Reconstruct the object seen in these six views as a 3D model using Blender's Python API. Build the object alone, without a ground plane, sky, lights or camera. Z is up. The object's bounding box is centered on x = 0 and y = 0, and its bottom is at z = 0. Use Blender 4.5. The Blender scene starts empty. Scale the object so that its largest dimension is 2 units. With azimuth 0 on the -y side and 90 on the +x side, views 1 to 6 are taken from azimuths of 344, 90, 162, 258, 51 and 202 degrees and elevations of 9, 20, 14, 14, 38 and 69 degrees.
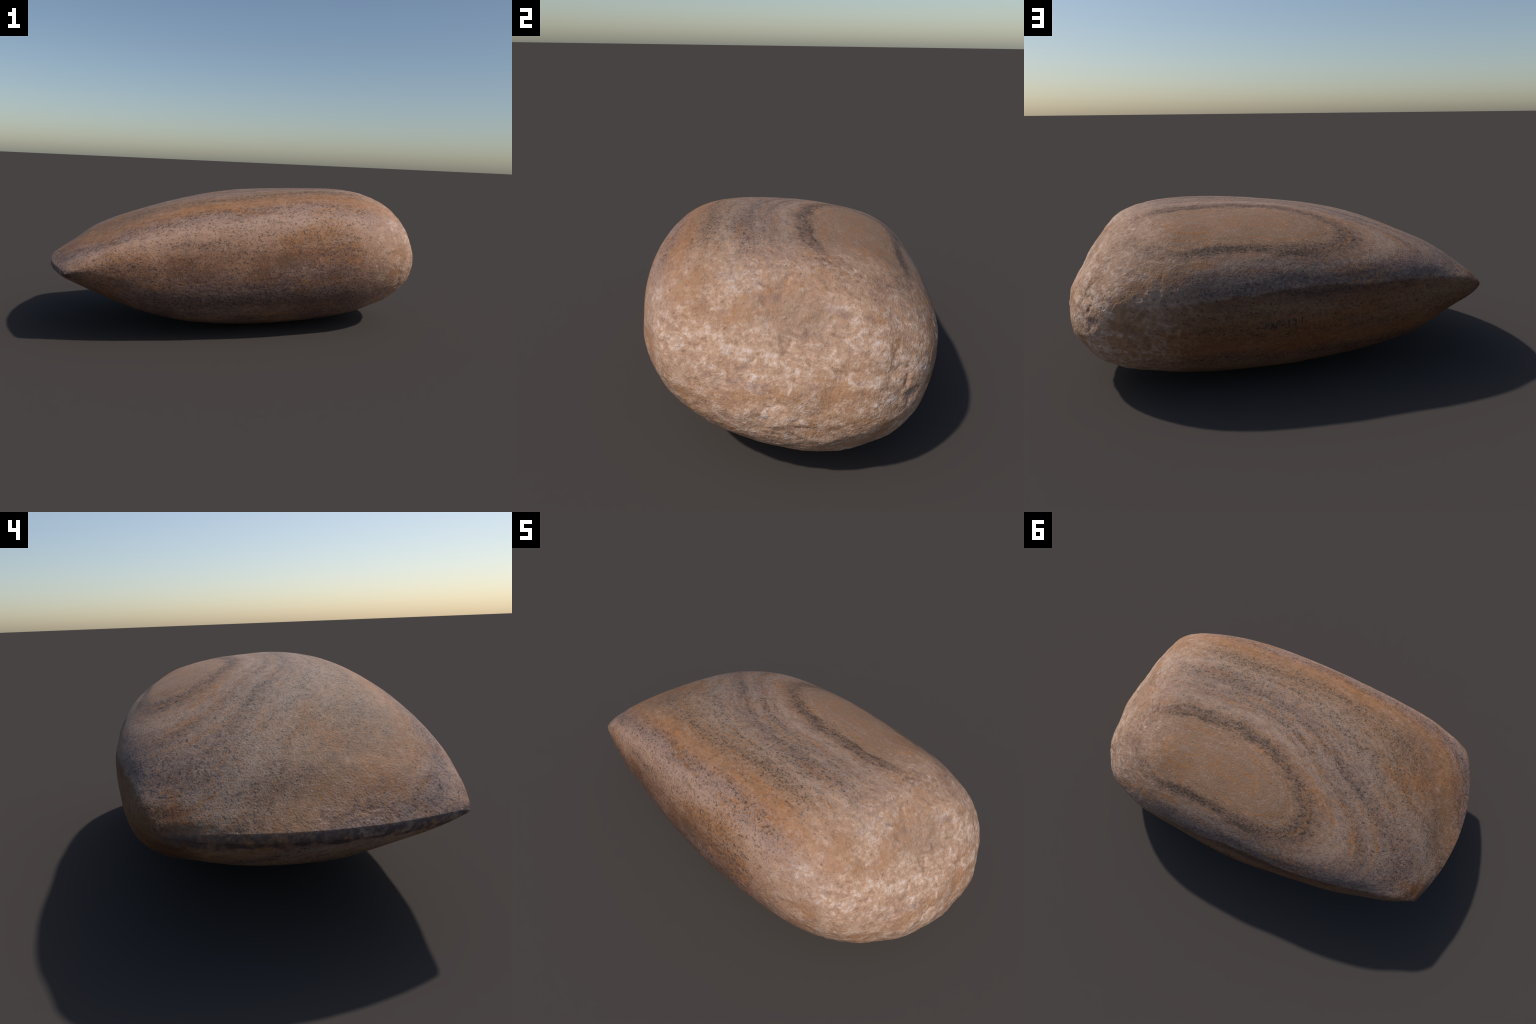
"""A polished stone axe head lying on its flat side: a thick rounded body of
banded stone, ground to a cutting edge at -x, with a rough pecked butt at +x
and a small hand-inked catalogue number on its +y flank."""
import bpy
import numpy as np
from mathutils import Vector, noise
from mathutils.bvhtree import BVHTree

# ------------------------------------------------------------------ form ---
# Cross-sections from the cutting edge to the butt.  Each is a lop-sided
# superellipse:  x position, lean of the section (linear, bowed), centre y, z,
# tilt, half widths (+y, -y), half heights (up, down), squareness of the four
# quadrants, then five small bulges (3rd to 5th harmonic round the section).
SECTIONS = np.array([
    (-0.999, 0.028, 0.491, -0.010, 0.357, 0.011, 0.460, 0.432, 0.013, 0.015, 2.400, 3.200, 2.400, 2.600, 0.000, 0.000, 0.000, 0.000, 0.000),
    (-0.915, 0.019, 0.205, -0.014, 0.375, 0.009, 0.480, 0.447, 0.054, 0.109, 1.793, 2.789, 1.797, 2.733, 0.008, 0.000, 0.025, -0.011, 0.001),
    (-0.785, 0.048, 0.073, -0.015, 0.402, 0.016, 0.529, 0.471, 0.115, 0.208, 1.791, 2.169, 1.875, 2.722, -0.018, 0.010, -0.002, 0.006, -0.010),
    (-0.557, 0.068, 0.037, -0.022, 0.419, 0.005, 0.567, 0.500, 0.194, 0.300, 2.263, 3.086, 2.590, 3.264, 0.003, -0.002, -0.003, -0.013, 0.002),
    (-0.293, 0.058, 0.080, -0.026, 0.407, -0.006, 0.603, 0.523, 0.282, 0.372, 2.243, 3.320, 2.237, 2.670, 0.005, -0.005, -0.002, -0.007, 0.005),
    (-0.008, 0.002, 0.143, -0.040, 0.388, -0.003, 0.620, 0.531, 0.353, 0.384, 2.151, 3.224, 1.928, 2.551, -0.001, 0.003, -0.006, -0.002, -0.003),
    (0.277, -0.068, 0.192, -0.058, 0.395, -0.044, 0.619, 0.521, 0.365, 0.382, 2.230, 2.943, 1.858, 2.645, 0.004, 0.001, -0.005, -0.005, -0.001),
    (0.512, -0.124, 0.226, -0.048, 0.422, -0.065, 0.586, 0.494, 0.336, 0.382, 2.137, 2.576, 2.019, 2.916, 0.007, 0.001, 0.000, -0.005, 0.001),
    (0.670, -0.128, 0.257, -0.001, 0.434, -0.002, 0.508, 0.470, 0.306, 0.370, 1.790, 2.576, 2.046, 3.284, -0.003, 0.004, -0.005, 0.003, -0.002),
    (0.790, -0.049, 0.256, 0.043, 0.410, 0.047, 0.395, 0.455, 0.265, 0.323, 1.849, 2.398, 1.826, 2.975, -0.008, -0.008, -0.002, 0.005, 0.008),
    (0.884, 0.015, 0.211, 0.064, 0.356, -0.022, 0.291, 0.407, 0.210, 0.239, 2.475, 2.210, 1.804, 2.244, -0.011, -0.006, -0.018, 0.013, -0.007),
    (0.972, 0.038, 0.121, 0.042, 0.312, -0.144, 0.173, 0.267, 0.113, 0.113, 2.660, 1.711, 2.041, 1.462, 0.031, 0.003, 0.017, -0.007, 0.010),
    (1.000, -0.001, -0.002, -0.032, 0.303, -0.315, 0.030, 0.030, 0.021, 0.020, 2.015, 1.977, 2.015, 1.949, 0.017, -0.008, 0.241, -0.066, 0.174),
])
RINGS_PER_SPAN = 40
SIDES = 480


def spline(rows, m):
    """Catmull-Rom through the sections."""
    q = np.concatenate([2 * rows[:1] - rows[1:2], rows, 2 * rows[-1:] - rows[-2:-1]])
    out = []
    for i in range(len(rows) - 1):
        a, b, c, d = q[i:i + 4]
        for k in range(m):
            t = k / m
            out.append(.5 * (2 * b + (c - a) * t + (2 * a - 5 * b + 4 * c - d) * t * t
                             + (3 * b - a - 3 * c + d) * t ** 3))
    out.append(rows[-1])
    return np.array(out)


def loft():
    s = spline(SECTIONS, RINGS_PER_SPAN)
    ang = np.linspace(0, 2 * np.pi, SIDES, endpoint=False)
    c, sn = np.cos(ang), np.sin(ang)
    quad = np.where(c >= 0, np.where(sn >= 0, 0, 3), np.where(sn >= 0, 1, 2))
    n = np.clip(s[:, 10:14][:, quad], 1.2, 8)
    r = (np.abs(c) ** n + np.abs(sn) ** n + 1e-12) ** (-1 / n)
    for col, wave in zip(s[:, 14:].T, (np.cos(3 * ang), np.sin(3 * ang), np.sin(4 * ang),
                                       np.cos(5 * ang), np.sin(5 * ang))):
        r = r * (1 + col[:, None] * wave)
    w = r * c * np.where(c >= 0, s[:, 6:7], s[:, 7:8])
    h = r * sn * np.where(sn >= 0, s[:, 8:9], s[:, 9:10])
    ct, st = np.cos(s[:, 5:6]), np.sin(s[:, 5:6])
    x = s[:, 0:1] + s[:, 1:2] * w + s[:, 2:3] * w * w
    y = s[:, 3:4] + ct * w - st * h
    z = s[:, 4:5] + st * w + ct * h
    return np.stack([x, y, z], -1)


def grid_normals(g):
    du = np.gradient(g, axis=0)
    dv = np.roll(g, -1, 1) - np.roll(g, 1, 1)
    nn = np.cross(du, dv)
    nn /= np.linalg.norm(nn, axis=-1, keepdims=True) + 1e-12
    centre = g.mean(axis=(0, 1))
    if np.mean(np.sum(nn * (g - centre), -1)) < 0:
        nn = -nn
    return nn


def smoothstep(a, b, v):
    t = np.clip((v - a) / (b - a), 0, 1)
    return t * t * (3 - 2 * t)


def noise_field(pts, scale, offset, octaves=1, stretch=(1, 1, 1)):
    q = pts.reshape(-1, 3) * np.array(stretch) * scale + offset
    if octaves == 1:
        f = [noise.noise(Vector(v)) for v in q]
    else:
        f = [noise.fractal(Vector(v), 1.0, 2.0, octaves) for v in q]
    return np.array(f).reshape(pts.shape[:-1])


# Pits and worn hollows: place, radius, depth.
PITS = [
    ((.844, .196, .570), .028, .010), ((.830, .150, .585), .022, .006),
    ((.908, .342, .400), .020, .006), ((.890, .365, .345), .040, .007),
    ((.845, -.420, .490), .030, .006), ((.815, .0, .600), .17, .006),
    ((.790, -.055, .640), .07, .007), ((.640, -.240, .742), .06, .003),
    ((.881, .310, .470), .050, .005), ((.917, .291, .441), .035, .007),
    ((.880, -.330, .480), .07, .004), ((.970, -.120, .300), .07, .004),
]
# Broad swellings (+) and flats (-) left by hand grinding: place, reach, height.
SWELLS = [
    ((-.60, -.49, .28), .26, .010), ((-.25, -.50, .22), .30, .010), ((.10, -.50, .20), .30, .011),
    ((.77, -.49, .38), .22, .010), ((.26, .56, .43), .22, .009), ((.86, .41, .40), .18, .009),
    ((.10, .54, .20), .28, .009), ((-.44, .56, .38), .20, .007), ((-.55, .45, .19), .18, .008),
    ((.13, .31, .68), .20, -.006), ((-.78, -.40, .26), .16, .007),
    ((-.45, .28, .09), .30, .007), ((.51, .27, .70), .14, .009), ((.87, -.02, .60), .14, .007), 
]
# Where the stone is chipped into small flat facets: place, reach, strength.
CHIPPED = [  # (also along the ragged flank and cutting edge)
    ((.86, .38, .42), .22, .65), ((.66, .48, .51), .12, .7),
    ((.90, .20, .20), .22, .4), ((.80, -.40, .24), .28, .3),
    ((.30, -.55, .29), .22, .22), ((-.35, -.52, .29), .30, .22),
    ((-.95, .27, .360), .09, .4), ((-.99, .07, .360), .10, .4),
    ((-.99, -.12, .358), .09, .4),
    ((.97, .0, .42), .30, .2),
    ((-.75, .47, .40), .16, .4),
]


def facets(pts, size, offset):
    """every Voronoi cell is a small plane with a lean of its own"""
    out = np.zeros(len(pts))
    for i, q in enumerate(pts / size + offset):
        q = Vector(q)
        c = noise.voronoi(q, distance_metric='DISTANCE')[1][0]
        lean = noise.noise_vector(c * 3.7 + Vector((.37, .71, .13)))
        out[i] = (q - c).dot(lean) + .35 * noise.noise(c * 5.1)
    return out


def weather(g):
    """Lumps, the pecked roughness of the butt, spalls and pits."""
    nrm = grid_normals(g)
    x = g[..., 0]
    wob = noise_field(g, 3.0, np.array([5.1, 2.2, 7.7]), 3)
    rough = smoothstep(.55, .88, x + .12 * wob)
    low = noise_field(g, 2.6, np.array([1.3, 4.2, 0.7]))
    mid = noise_field(g, 9.0, np.array([3.3, 8.2, 1.7]), 2)
    fine = noise_field(g, 24.0, np.array([9.3, 1.2, 4.7]), 3)
    ridge = 1 - np.abs(noise_field(g, 15.0, np.array([2.3, 6.2, 3.7]), 2, (1, .8, 1.3)))
    fade = smoothstep(-.99, -.8, x)
    d = .0020 * low * fade + .0010 * mid * fade + .0004 * fine
    d += rough * (.0022 * mid + .0013 * fine + .0020 * (ridge - .85))
    g = g + nrm * d[..., None]
    for place, reach, height in SWELLS:
        dist = np.linalg.norm(g - np.array(place), axis=-1)
        t = np.clip(dist / reach, 0, 1)
        g = g + nrm * (height * (1 - t * t) ** 2)[..., None]
    chip = np.zeros(x.shape)
    for place, reach, strength in CHIPPED:
        dist = np.linalg.norm(g - np.array(place), axis=-1)
        chip = np.maximum(chip, strength * smoothstep(1, .45, dist / reach + .25 * wob))
    sel = chip > .01
    pts = g[sel] * np.array((1, 1, 1.25))
    f = facets(pts, .060, 3.3) * .0075 + facets(pts, .028, 7.9) * .0026
    cut = np.zeros(x.shape)
    cut[sel] = np.minimum(f, .0015) * chip[sel]
    g = g + nrm * cut[..., None]
    for place, rad, depth in PITS:
        dist = np.linalg.norm(g - np.array(place), axis=-1)
        t = np.clip(dist / rad * (1 + .55 * fine + .35 * mid), 0, 1)
        g = g - nrm * (depth * (1 - t * t) ** 2)[..., None]
    return g


def build_faces(nr, na):
    i = np.arange(nr - 1)[:, None]
    j = np.arange(na)[None, :]
    k = (j + 1) % na
    quads = np.stack([i * na + j, i * na + k, (i + 1) * na + k, (i + 1) * na + j], -1)
    quads = quads.reshape(-1, 4)[:, ::-1]
    faces = quads.tolist()
    # narrow strip closing the cutting edge (ring 0), a fan closing the butt
    half = na // 2
    for a in range(half):
        b = (a + 1)
        m1, m2 = (na - a) % na, na - b
        f = [a, b, m2, m1]
        f = list(dict.fromkeys(f))
        if len(f) >= 3:
            faces.append(f)
    tip = nr * na
    last = (nr - 1) * na
    for a in range(na):
        faces.append([last + a, tip, last + (a + 1) % na])
    return faces


# -------------------------------------------------------------- material ---
class Nodes:
    def __init__(self, name):
        self.mat = bpy.data.materials.new(name)
        self.mat.use_nodes = True
        self.t = self.mat.node_tree
        self.bsdf = self.t.nodes["Principled BSDF"]

    def put(self, sock, v):
        if isinstance(v, bpy.types.NodeSocket):
            self.t.links.new(v, sock)
        elif v is not None:
            sock.default_value = v

    def math(self, op, a, b=None, c=None, clamp=False):
        n = self.t.nodes.new("ShaderNodeMath")
        n.operation = op
        n.use_clamp = clamp
        for s, v in zip(n.inputs, (a, b, c)):
            self.put(s, v)
        return n.outputs[0]

    def add(self, *v):
        r = v[0]
        for w in v[1:]:
            r = self.math('ADD', r, w)
        return r

    def mul(self, a, b):
        return self.math('MULTIPLY', a, b)

    def step(self, a, b, v):
        """smooth 0..1 as v goes a..b"""
        n = self.t.nodes.new("ShaderNodeMapRange")
        n.interpolation_type = 'SMOOTHSTEP'
        for s, w in zip(n.inputs, (v, a, b, 0.0, 1.0)):
            self.put(s, w)
        return n.outputs[0]

    def scale(self, vec, s, loc=(0, 0, 0), rot=(0, 0, 0)):
        n = self.t.nodes.new("ShaderNodeMapping")
        self.put(n.inputs[0], vec)
        n.inputs[1].default_value = loc
        n.inputs[2].default_value = rot
        n.inputs[3].default_value = s
        return n.outputs[0]

    def noise(self, vec, scale, detail=2.0, rough=.5, distort=0.0):
        n = self.t.nodes.new("ShaderNodeTexNoise")
        self.put(n.inputs["Vector"], vec)
        n.inputs["Scale"].default_value = scale
        n.inputs["Detail"].default_value = detail
        n.inputs["Roughness"].default_value = rough
        n.inputs["Distortion"].default_value = distort
        return n.outputs[0], n.outputs[1]

    def ramp(self, v, stops, color=True):
        n = self.t.nodes.new("ShaderNodeValToRGB")
        self.put(n.inputs[0], v)
        e = n.color_ramp.elements
        while len(e) > 1:
            e.remove(e[-1])
        for i, (p, col) in enumerate(stops):
            el = e[0] if i == 0 else e.new(p)
            el.position = p
            el.color = (*col, 1) if color else (col, col, col, 1)
        return n.outputs[0]

    def mix(self, f, a, b, mode='MIX'):
        n = self.t.nodes.new("ShaderNodeMix")
        n.data_type = 'RGBA'
        n.blend_type = mode
        self.put(n.inputs[0], f)
        for s, v in ((n.inputs[6], a), (n.inputs[7], b)):
            self.put(s, (*v, 1) if isinstance(v, tuple) else v)
        return n.outputs[2]


def blob(k, xyz, centre, radii):
    """soft 1..0 spot round a place"""
    r = None
    for s, c, q in zip(xyz, centre, radii):
        d = k.math('POWER', k.math('ABSOLUTE', k.mul(k.math('SUBTRACT', s, c), 1 / q)), 2.0)
        r = d if r is None else k.add(r, d)
    return k.step(1.0, 0.0, r)


def stone():
    k = Nodes("banded_stone")
    tc = k.t.nodes.new("ShaderNodeTexCoord").outputs["Object"]
    # gently warped position, so that the layers wander
    wf, wc = k.noise(tc, 2.6, 3)
    vm = k.t.nodes.new("ShaderNodeVectorMath")
    vm.operation = 'MULTIPLY_ADD'
    k.put(vm.inputs[0], wc)
    vm.inputs[1].default_value = (.08, .055, .055)
    vm.inputs[2].default_value = (-.04, -.0275, -.0275)
    va = k.t.nodes.new("ShaderNodeVectorMath")
    k.put(va.inputs[0], vm.outputs[0])
    k.put(va.inputs[1], tc)
    sep = k.t.nodes.new("ShaderNodeSeparateXYZ")
    k.put(sep.inputs[0], va.outputs[0])
    x, y, z = sep.outputs
    raw = k.t.nodes.new("ShaderNodeSeparateXYZ")
    k.put(raw.inputs[0], tc)
    rx, ry, rz = raw.outputs

    # nested folded layers round an axis just under the upper face; the fold
    # leans towards +y as it nears the cutting edge, and closes at the butt
    w = k.step(-.45, .10, y)
    run = k.math('MAXIMUM', k.math('SUBTRACT', .10, x), 0.0)
    sat = k.mul(k.math('TANH', k.mul(run, .75 / .32)), .32)
    sat = k.mul(sat, k.math('MULTIPLY_ADD', w, .5, .5))
    lean = k.mul(k.math('MINIMUM', k.math('MAXIMUM', k.math('SUBTRACT', .2, x), 0.0), .9), .30)
    dy = k.math('SUBTRACT', k.math('SUBTRACT', y, .235), k.mul(lean, w))
    dz = k.mul(k.math('SUBTRACT', z, .69), 1.3)
    far = k.mul(k.math('MAXIMUM', k.math('SUBTRACT', x, .45), 0.0), .72)
    f = k.math('SQRT', k.add(k.mul(dy, dy), k.mul(dz, dz), k.mul(sat, sat), k.mul(far, far)))
    long_vec = k.scale(tc, (.35, 1, 1))
    grain, _ = k.noise(long_vec, 26, 4, .65)
    fw = k.add(f, k.mul(k.math('SUBTRACT', grain, .5), .085))
    u = k.mul(fw, 1 / 1.2)          # 0..1 over the whole stone

    def st(*rows):
        return [(p / 1.2, c) for p, c in rows]
    tan = (.300, .188, .122)
    grey = (.285, .175, .122)
    pink = (.43, .285, .215)
    layer = k.ramp(u, st(
        (0, tan), (.17, tan), (.21, grey), (.262, (.30, .19, .13)), (.295, (.345, .243, .185)), (.34, (.29, .19, .14)),
        (.385, (.315, .225, .175)), (.42, (.275, .185, .145)), (.50, (.35, .25, .19)), (.57, (.33, .205, .13)),
        (.63, (.31, .18, .108)), (.653, (.335, .19, .108)), (.672, (.35, .195, .12)),
        (.725, (.36, .245, .20)), (.78, pink), (.83, (.39, .235, .155)),
        (.88, (.31, .165, .100)), (.92, (.27, .17, .135)), (.97, (.24, .16, .135)),
        (1.03, (.30, .175, .10)), (1.1, (.26, .165, .125))))
    dark = k.ramp(u, st(
        (0, .0), (.14, .03), (.175, .25), (.198, .88), (.228, .70), (.258, .12), (.31, .22),
        (.35, .48), (.385, .40), (.42, .60), (.455, .40), (.50, .32), (.54, .45), (.585, .48), (.62, .25),
        (.65, .06), (.68, .38), (.71, .58), (.74, .35), (.79, .32), (.84, .46), (.89, .52),
        (.93, .55), (.965, .80), (.99, .50), (1.03, .3), (1.1, .45)), False)

    butt_wob, _ = k.noise(tc, 6.0, 5, .65)
    g3, _ = k.noise(tc, 48, 3, .65, .5)
    butt = k.step(.44, 1.02, k.add(rx, k.mul(k.math('SUBTRACT', butt_wob, .5), .45),
                                  k.mul(k.math('SUBTRACT', g3, .5), .5)))

    # fine streaks that run with the layers
    cv = k.t.nodes.new("ShaderNodeCombineXYZ")
    k.put(cv.inputs[0], k.mul(rx, 2.0))
    k.put(cv.inputs[1], k.mul(f, 27.0))
    k.put(cv.inputs[2], k.mul(k.math('SUBTRACT', ry, rz), 1.6))
    streak, _ = k.noise(cv.outputs[0], 1.0, 4, .62)
    cv2 = k.t.nodes.new("ShaderNodeVectorMath")
    k.put(cv2.inputs[0], cv.outputs[0])
    cv2.inputs[1].default_value = (7.7, 3.1, 5.9)
    streak2, _ = k.noise(cv2.outputs[0], 1.6, 4, .62)
    # on the flanks the layers stand edge-on: long fine lines
    lines, _ = k.noise(k.scale(tc, (1.1, 15, 15)), 1.0, 5, .65, .3)
    lines2, _ = k.noise(k.scale(tc, (.9, 17, 17), (3, 5, 9)), 1.0, 5, .65, .3)
    side = k.math('MAXIMUM', k.step(-.36, -.50, ry), k.step(.42, .52, ry))
    side = k.mul(side, .75)
    streak = k.add(k.mul(streak, k.math('SUBTRACT', 1.0, side)), k.mul(lines, side))
    streak2 = k.add(k.mul(streak2, k.math('SUBTRACT', 1.0, side)), k.mul(lines2, side))
    dark = k.math('ADD', dark, k.mul(k.math('SUBTRACT', streak, .5), 1.35), clamp=True)

    def grainy(mask, g, lo=.66, swing=.34, soft=.10):
        """turn a smooth mask into crowding grains"""
        t = k.math('MULTIPLY_ADD', mask, -swing, lo)
        return k.step(t, k.math('ADD', t, soft), g)
    g1, _ = k.noise(k.scale(tc, (.7, 1, 1)), 105, 3, .65, .3)
    g2, _ = k.noise(k.scale(tc, (.7, 1, 1), (3, 7, 1)), 75, 3, .65, .3)
    col = layer
    pale_m = k.mul(k.step(.56, .30, streak2), .8)
    col = k.mix(k.mul(grainy(pale_m, g2), .42), col, (.36, .265, .222))
    rust_big, _ = k.noise(long_vec, 5.5, 4, .6)
    vein = k.ramp(u, st((0, 0), (.62, 0), (.645, .50), (.654, .62), (.668, .15), (.70, 0),
                        (.78, 0), (.86, .35), (.90, .45), (.94, .1), (1.03, .5), (1.1, .2)), False)
    rust_big = k.mul(rust_big, k.math('MULTIPLY_ADD', k.step(.06, .19, f), .14, .86))
    rust_m = k.math('MAXIMUM', k.step(.46, .72, streak2), k.mul(k.step(.46, .70, rust_big), .9))
    rust_m = k.math('MAXIMUM', rust_m, k.mul(vein, k.step(.38, .58, rust_big)))
    col = k.mix(k.mul(grainy(rust_m, g1, .65, .30), .68), col, (.37, .17, .063))
    col = k.mix(k.mul(k.step(.50, .72, rust_big), .30), col, (.31, .145, .06))
    # clotted grain, drawn out along the layers
    def drawn(sx, sf, sz, off):
        c = k.t.nodes.new("ShaderNodeCombineXYZ")
        k.put(c.inputs[0], k.math('MULTIPLY_ADD', rx, sx, off))
        k.put(c.inputs[1], k.mul(f, sf))
        k.put(c.inputs[2], k.mul(k.math('SUBTRACT', ry, rz), sz))
        return k.noise(c.outputs[0], 1.0, 3, .65, .4)[0]
    top_c = drawn(11.0, 62.0, 11.0, 2.0)
    side_c, _ = k.noise(k.scale(tc, (10, 34, 42), (4, 1, 6)), 1.0, 3, .65, .4)
    clot = k.add(k.mul(top_c, k.math('SUBTRACT', 1.0, side)), k.mul(side_c, side))
    round_c, _ = k.noise(k.scale(tc, (.7, 1, 1)), 44, 3, .65, .6)
    clot = k.math('MULTIPLY_ADD', clot, .45, k.mul(round_c, .55))
    calm = k.step(.08, .20, f)      # the core of the fold is plain
    clot = k.math('MULTIPLY_ADD', k.math('SUBTRACT', clot, .5), k.math('MULTIPLY_ADD', calm, .65, .35), .5)
    col = k.mix(k.mul(k.step(.52, .34, clot), .50), col, (.14, .095, .070))
    col = k.mix(k.mul(k.step(.50, .66, clot), .42), col, (.48, .32, .225))
    rg, _ = k.noise(tc, 98, 2, .6, .3)
    col = k.mix(k.mul(k.step(.57, .68, rg), .60), col, (.42, .195, .065))
    # light quartz flecks
    mott, _ = k.noise(tc, 64, 3, .65)
    col = k.mix(k.mul(k.step(.56, .76, mott), .5), col, (.48, .38, .33))

    dark = k.mul(dark, k.math('MULTIPLY_ADD', k.step(.42, .74, rx), -.55, 1.0))
    # dark grains, crowded in the dark layers
    flank = k.step(.62, .50, rz)
    ink = k.mix(flank, (.062, .047, .036), (.072, .052, .054))
    sp1, _ = k.noise(k.scale(tc, (.75, 1, 1)), 96, 3, .68, .5)
    th = k.math('MULTIPLY_ADD', dark, -.175, .610)
    spk = k.step(th, k.math('ADD', th, .13), sp1)
    sp2, _ = k.noise(k.scale(tc, (.8, 1, 1), (4, 1, 2)), 150, 2, .6)
    th2 = k.math('MULTIPLY_ADD', dark, -.14, .64)
    spk2 = k.step(th2, k.math('ADD', th2, .06), sp2)
    body_ink = k.mul(k.math('MAXIMUM', spk, k.mul(spk2, .7)), .78)
    wash = k.mul(k.mul(dark, dark), .46)
    col = k.mix(wash, col, ink)
    col = k.mix(body_ink, col, ink)

    # rubbed brown patches low on the -y flank
    brown_n, _ = k.noise(tc, 6, 4, .6)
    br = k.mul(blob(k, (rx, ry, rz), (-.15, -.56, .385), (.85, .2, .11)), k.step(.42, .60, brown_n))
    col = k.mix(k.mul(br, .42), col, (.115, .055, .028))
    spot = blob(k, (rx, ry, rz), (.115, -.58, .43), (.09, .2, .06))
    col = k.mix(k.mul(spot, .42), col, (.085, .050, .032))

    # violet-grey layer along the +y shoulder
    vio = k.mul(blob(k, (rx, y, z), (-.05, .54, .515), (.95, .17, .115)), grainy(k.math('MULTIPLY_ADD', streak, .8, .1), g2, .62))
    col = k.mix(k.mul(vio, .50), col, (.125, .085, .090))

    # scan's baked shade tinted into the lower +y flank, ending in a ragged line
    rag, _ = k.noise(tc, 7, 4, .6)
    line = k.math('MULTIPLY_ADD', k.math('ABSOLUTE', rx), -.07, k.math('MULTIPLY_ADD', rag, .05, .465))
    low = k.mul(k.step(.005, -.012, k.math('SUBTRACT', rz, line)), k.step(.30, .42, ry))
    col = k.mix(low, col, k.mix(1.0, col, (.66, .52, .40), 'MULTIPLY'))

    # pale pecked butt
    pk1, _ = k.noise(k.scale(tc, (1, .75, 1.25)), 21, 5, .68, .8)
    pk2, _ = k.noise(tc, 60, 3, .65, .5)
    pale = k.ramp(k.math('MULTIPLY_ADD', pk1, .6, k.mul(pk2, .4)), [
        (.36, (.33, .20, .145)), (.43, (.46, .285, .195)), (.50, (.55, .355, .240)),
        (.57, (.66, .48, .385)), (.64, (.78, .63, .55))])
    pk3, _ = k.noise(k.scale(tc, (1, .7, 1.3)), 7, 5, .65)
    tanm = k.step(.46, .66, pk3)
    pale = k.mix(k.mul(tanm, .55), pale, (.40, .225, .13))
    pale = k.mix(k.mul(grainy(tanm, g2), .58), pale, (.42, .215, .105))
    fth = k.math('MULTIPLY_ADD', dark, -.10, .635)
    fl = k.step(fth, k.math('ADD', fth, .10), sp1)
    pale = k.mix(k.mul(fl, .60), pale, (.165, .115, .112))
    vm2, _ = k.noise(k.scale(tc, (1, .6, 1.4)), 12, 4, .65, .6)
    pale = k.mix(k.mul(grainy(k.step(.52, .68, vm2), g1), .45), pale, (.27, .19, .185))
    pale = k.mix(k.mul(dark, .18), pale, (.20, .14, .11))
    # worn hollow
    hol = blob(k, (rx, ry, rz), (.83, .0, .59), (.12, .20, .10))
    pale = k.mix(k.mul(hol, .6), pale, (.36, .225, .15))
    col = k.mix(k.mul(butt, .92), col, pale)

    # violet-dark strip along the cutting edge
    edge_n, _ = k.noise(tc, 30, 3)
    ez = k.math('MULTIPLY_ADD', edge_n, .05, k.math('SUBTRACT', rz, .025))
    edge = k.mul(k.math('MULTIPLY', k.step(.376, .364, ez), k.step(.318, .336, ez)), k.step(-.80, -.90, rx))
    col = k.mix(k.mul(edge, k.step(.30, .6, edge_n)), col, (.125, .088, .082))

    # deepen: warmer, with more bite between the grains
    gm = k.t.nodes.new("ShaderNodeGamma")
    k.put(gm.inputs[0], col)
    gm.inputs[1].default_value = 1.16
    deep = k.mix(1.0, gm.outputs[0], (1.23, 1.22, 1.22), 'MULTIPLY')
    col = k.mix(k.math('MULTIPLY_ADD', butt, -.55, 1.0), col, deep)
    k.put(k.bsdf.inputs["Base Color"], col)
    k.put(k.bsdf.inputs["Roughness"], k.math('MULTIPLY_ADD', butt, .15, .68))
    k.bsdf.inputs["Specular IOR Level"].default_value = .25
    hgt = k.add(k.mul(sp2, .45), k.mul(streak, .12), k.mul(pk2, k.math('MULTIPLY_ADD', butt, .8, .30)))
    b = k.t.nodes.new("ShaderNodeBump")
    b.inputs["Strength"].default_value = .7
    b.inputs["Distance"].default_value = .006
    k.put(b.inputs["Height"], hgt)
    k.put(k.bsdf.inputs["Normal"], b.outputs[0])
    return k.mat


def ink_material():
    k = Nodes("black_ink")
    tc = k.t.nodes.new("ShaderNodeTexCoord").outputs["Object"]
    n, _ = k.noise(tc, 150, 2)
    k.put(k.bsdf.inputs["Base Color"], k.mix(n, (.012, .011, .010), (.05, .042, .035)))
    k.bsdf.inputs["Roughness"].default_value = .6
    return k.mat


# ------------------------------------------------------------- assembly ---
def link(ob, parent):
    bpy.context.scene.collection.objects.link(ob)
    ob.parent = parent
    return ob


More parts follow.
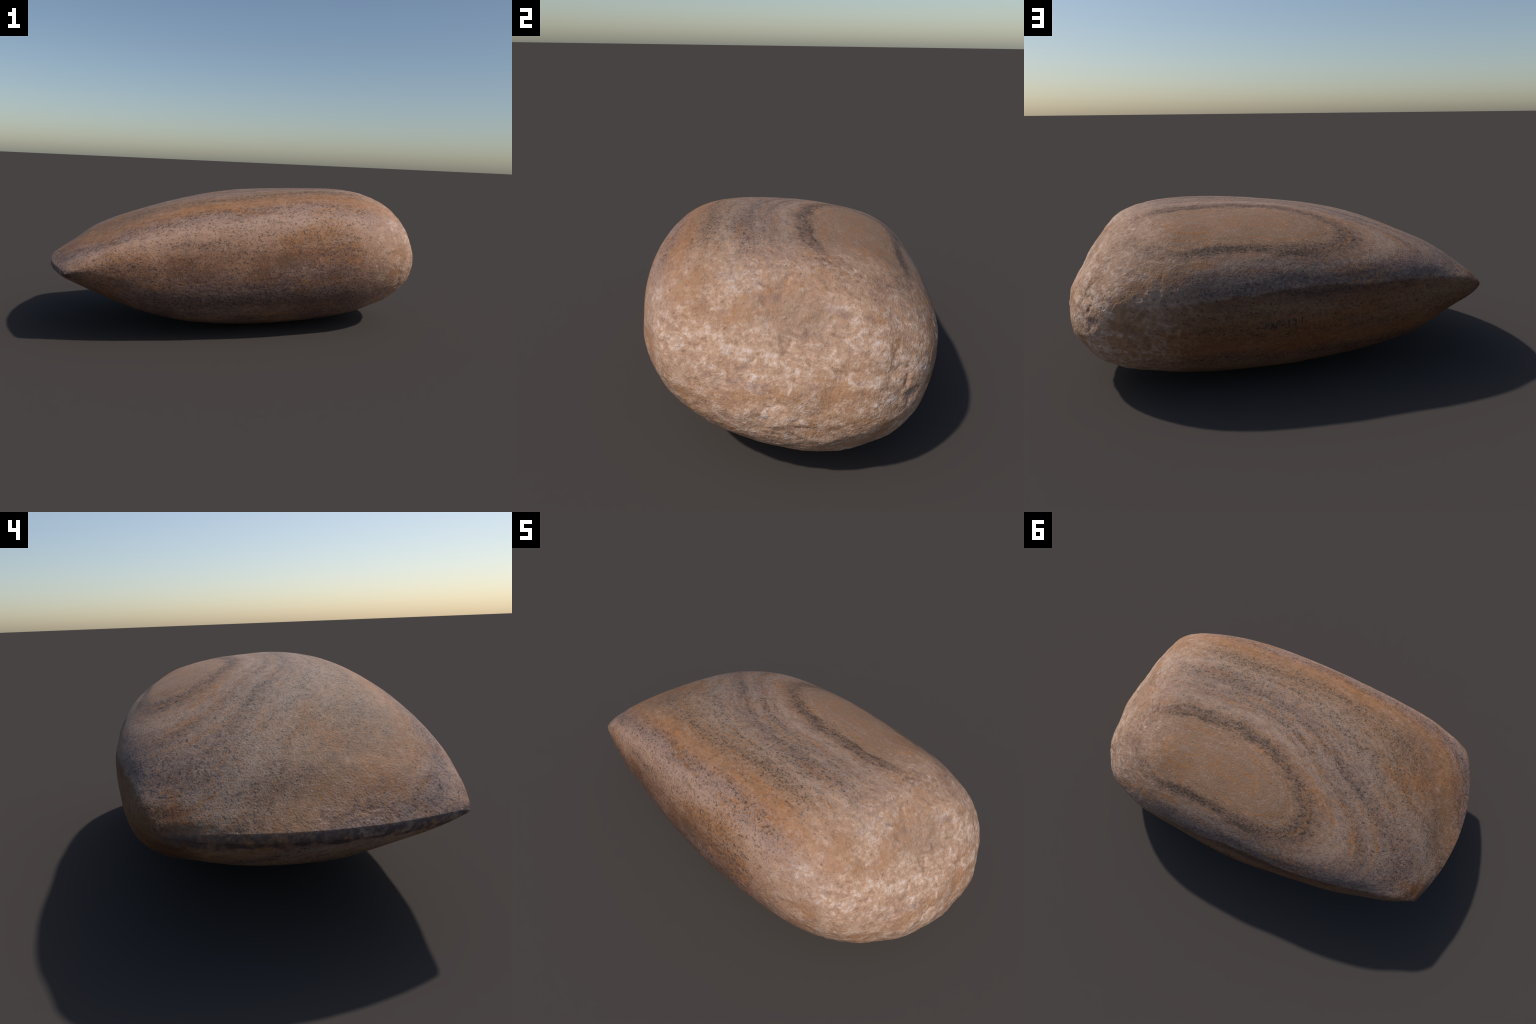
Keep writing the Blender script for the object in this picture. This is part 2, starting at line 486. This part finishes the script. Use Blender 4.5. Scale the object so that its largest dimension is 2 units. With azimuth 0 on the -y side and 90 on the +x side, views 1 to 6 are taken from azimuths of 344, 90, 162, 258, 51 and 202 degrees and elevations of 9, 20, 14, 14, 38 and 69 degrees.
def main():
    root = bpy.data.objects.new("stone_axe_head", None)
    bpy.context.scene.collection.objects.link(root)
    root.empty_display_size = .2
    root["label"] = "thick polished banded brown stone axe head with pecked butt"
    root["category"] = "stone axe"

    g = weather(loft())
    nr, na = g.shape[:2]
    verts = np.concatenate([g.reshape(-1, 3), g[-1].mean(0, keepdims=True)])
    lo, hi = verts.min(0), verts.max(0)
    shift = np.array([(lo[0] + hi[0]) / 2, (lo[1] + hi[1]) / 2, lo[2]])
    verts -= shift
    faces = build_faces(nr, na)

    whole = bpy.data.meshes.new("whole")
    whole.from_pydata(verts.tolist(), [], faces)
    whole.update()
    normals = np.zeros(len(verts) * 3, dtype=np.float32)
    whole.vertex_normals.foreach_get("vector", normals)
    normals = normals.reshape(-1, 3)
    mat = stone()

    # split by region: the whole is one smooth surface
    cen = np.array([verts[f].mean(0) for f in faces])
    ring = np.array([min(f) // na for f in faces])
    region = np.where(cen[:, 0] > .74, 2, np.where(ring < RINGS_PER_SPAN // 4, 1, 0))
    for code, name in ((0, "body"), (1, "cutting_edge"), (2, "butt")):
        part = [faces[i] for i in np.nonzero(region == code)[0]]
        used = sorted({v for f in part for v in f})
        remap = {v: i for i, v in enumerate(used)}
        me = bpy.data.meshes.new(name)
        me.from_pydata(verts[used].tolist(), [], [[remap[v] for v in f] for f in part])
        me.polygons.foreach_set("use_smooth", [True] * len(part))
        me.update()
        me.normals_split_custom_set_from_vertices(normals[used].tolist())
        me.materials.append(mat)
        link(bpy.data.objects.new(name, me), root)

    # ---- hand-inked catalogue number: strokes laid on the flank
    tree = BVHTree.FromPolygons([Vector(v) for v in verts], faces)
    glyphs = [   # (offset along the line, strokes in letter units)
        (0.00, [[(0, 0), (.12, .95), (.45, 1.1), (.62, .85), (.45, .6), (.1, .5)]]),
        (0.80, [[(0, 0), (.42, 1.0), (.60, .05)], [(.12, .35), (.58, .4)]]),
        (1.60, [[(0, 0), (.16, .95), (.55, 1.15), (.66, .85), (.48, .62), (.1, .5)]]),
        (2.45, [[(0, .42), (.38, .48)]]),
        (3.25, [[(.1, .75), (.35, 1.0)], [(.35, 1.0), (.30, 0)]]),
        (4.15, [[(.5, .9), (.2, 1.05), (.05, .8), (.25, .6), (.5, .8), (.42, .0)]]),
        (5.30, [[(.1, .85), (.3, 1.0), (.24, 0)]]),
    ]
    unit = .0285
    cu = bpy.data.curves.new("catalogue_number", 'CURVE')
    cu.dimensions = '3D'
    cu.bevel_depth = .0019
    cu.bevel_resolution = 1
    cu.use_fill_caps = True
    for off, strokes in glyphs:
        for pts in strokes:
            dense = []
            for (a, b), (c, d) in zip(pts[:-1], pts[1:]):
                for t in np.linspace(0, 1, 6)[:-1]:
                    dense.append((a + (c - a) * t, b + (d - b) * t))
            dense.append(pts[-1])
            sp = cu.splines.new('POLY')
            path = []
            for a, b in dense:
                px = .231 - (off + a) * unit * 1.0
                pz = .314 + b * unit + (off + a) * unit * .09
                hit = tree.ray_cast(Vector((px, 2, pz)), Vector((0, -1, 0)))[0]
                path.append(hit + Vector((0, .0005, 0)))
            sp.points.add(len(path) - 1)
            for q, v in zip(sp.points, path):
                q.co = (*v, 1)
    tmp = bpy.data.objects.new("tmp", cu)
    bpy.context.scene.collection.objects.link(tmp)
    dg = bpy.context.evaluated_depsgraph_get()
    me = bpy.data.meshes.new_from_object(tmp.evaluated_get(dg))
    me.name = "catalogue_number"
    me.materials.clear()
    me.materials.append(ink_material())
    bpy.data.objects.remove(tmp)
    link(bpy.data.objects.new("catalogue_number", me), root)
    bpy.data.meshes.remove(whole)


main()
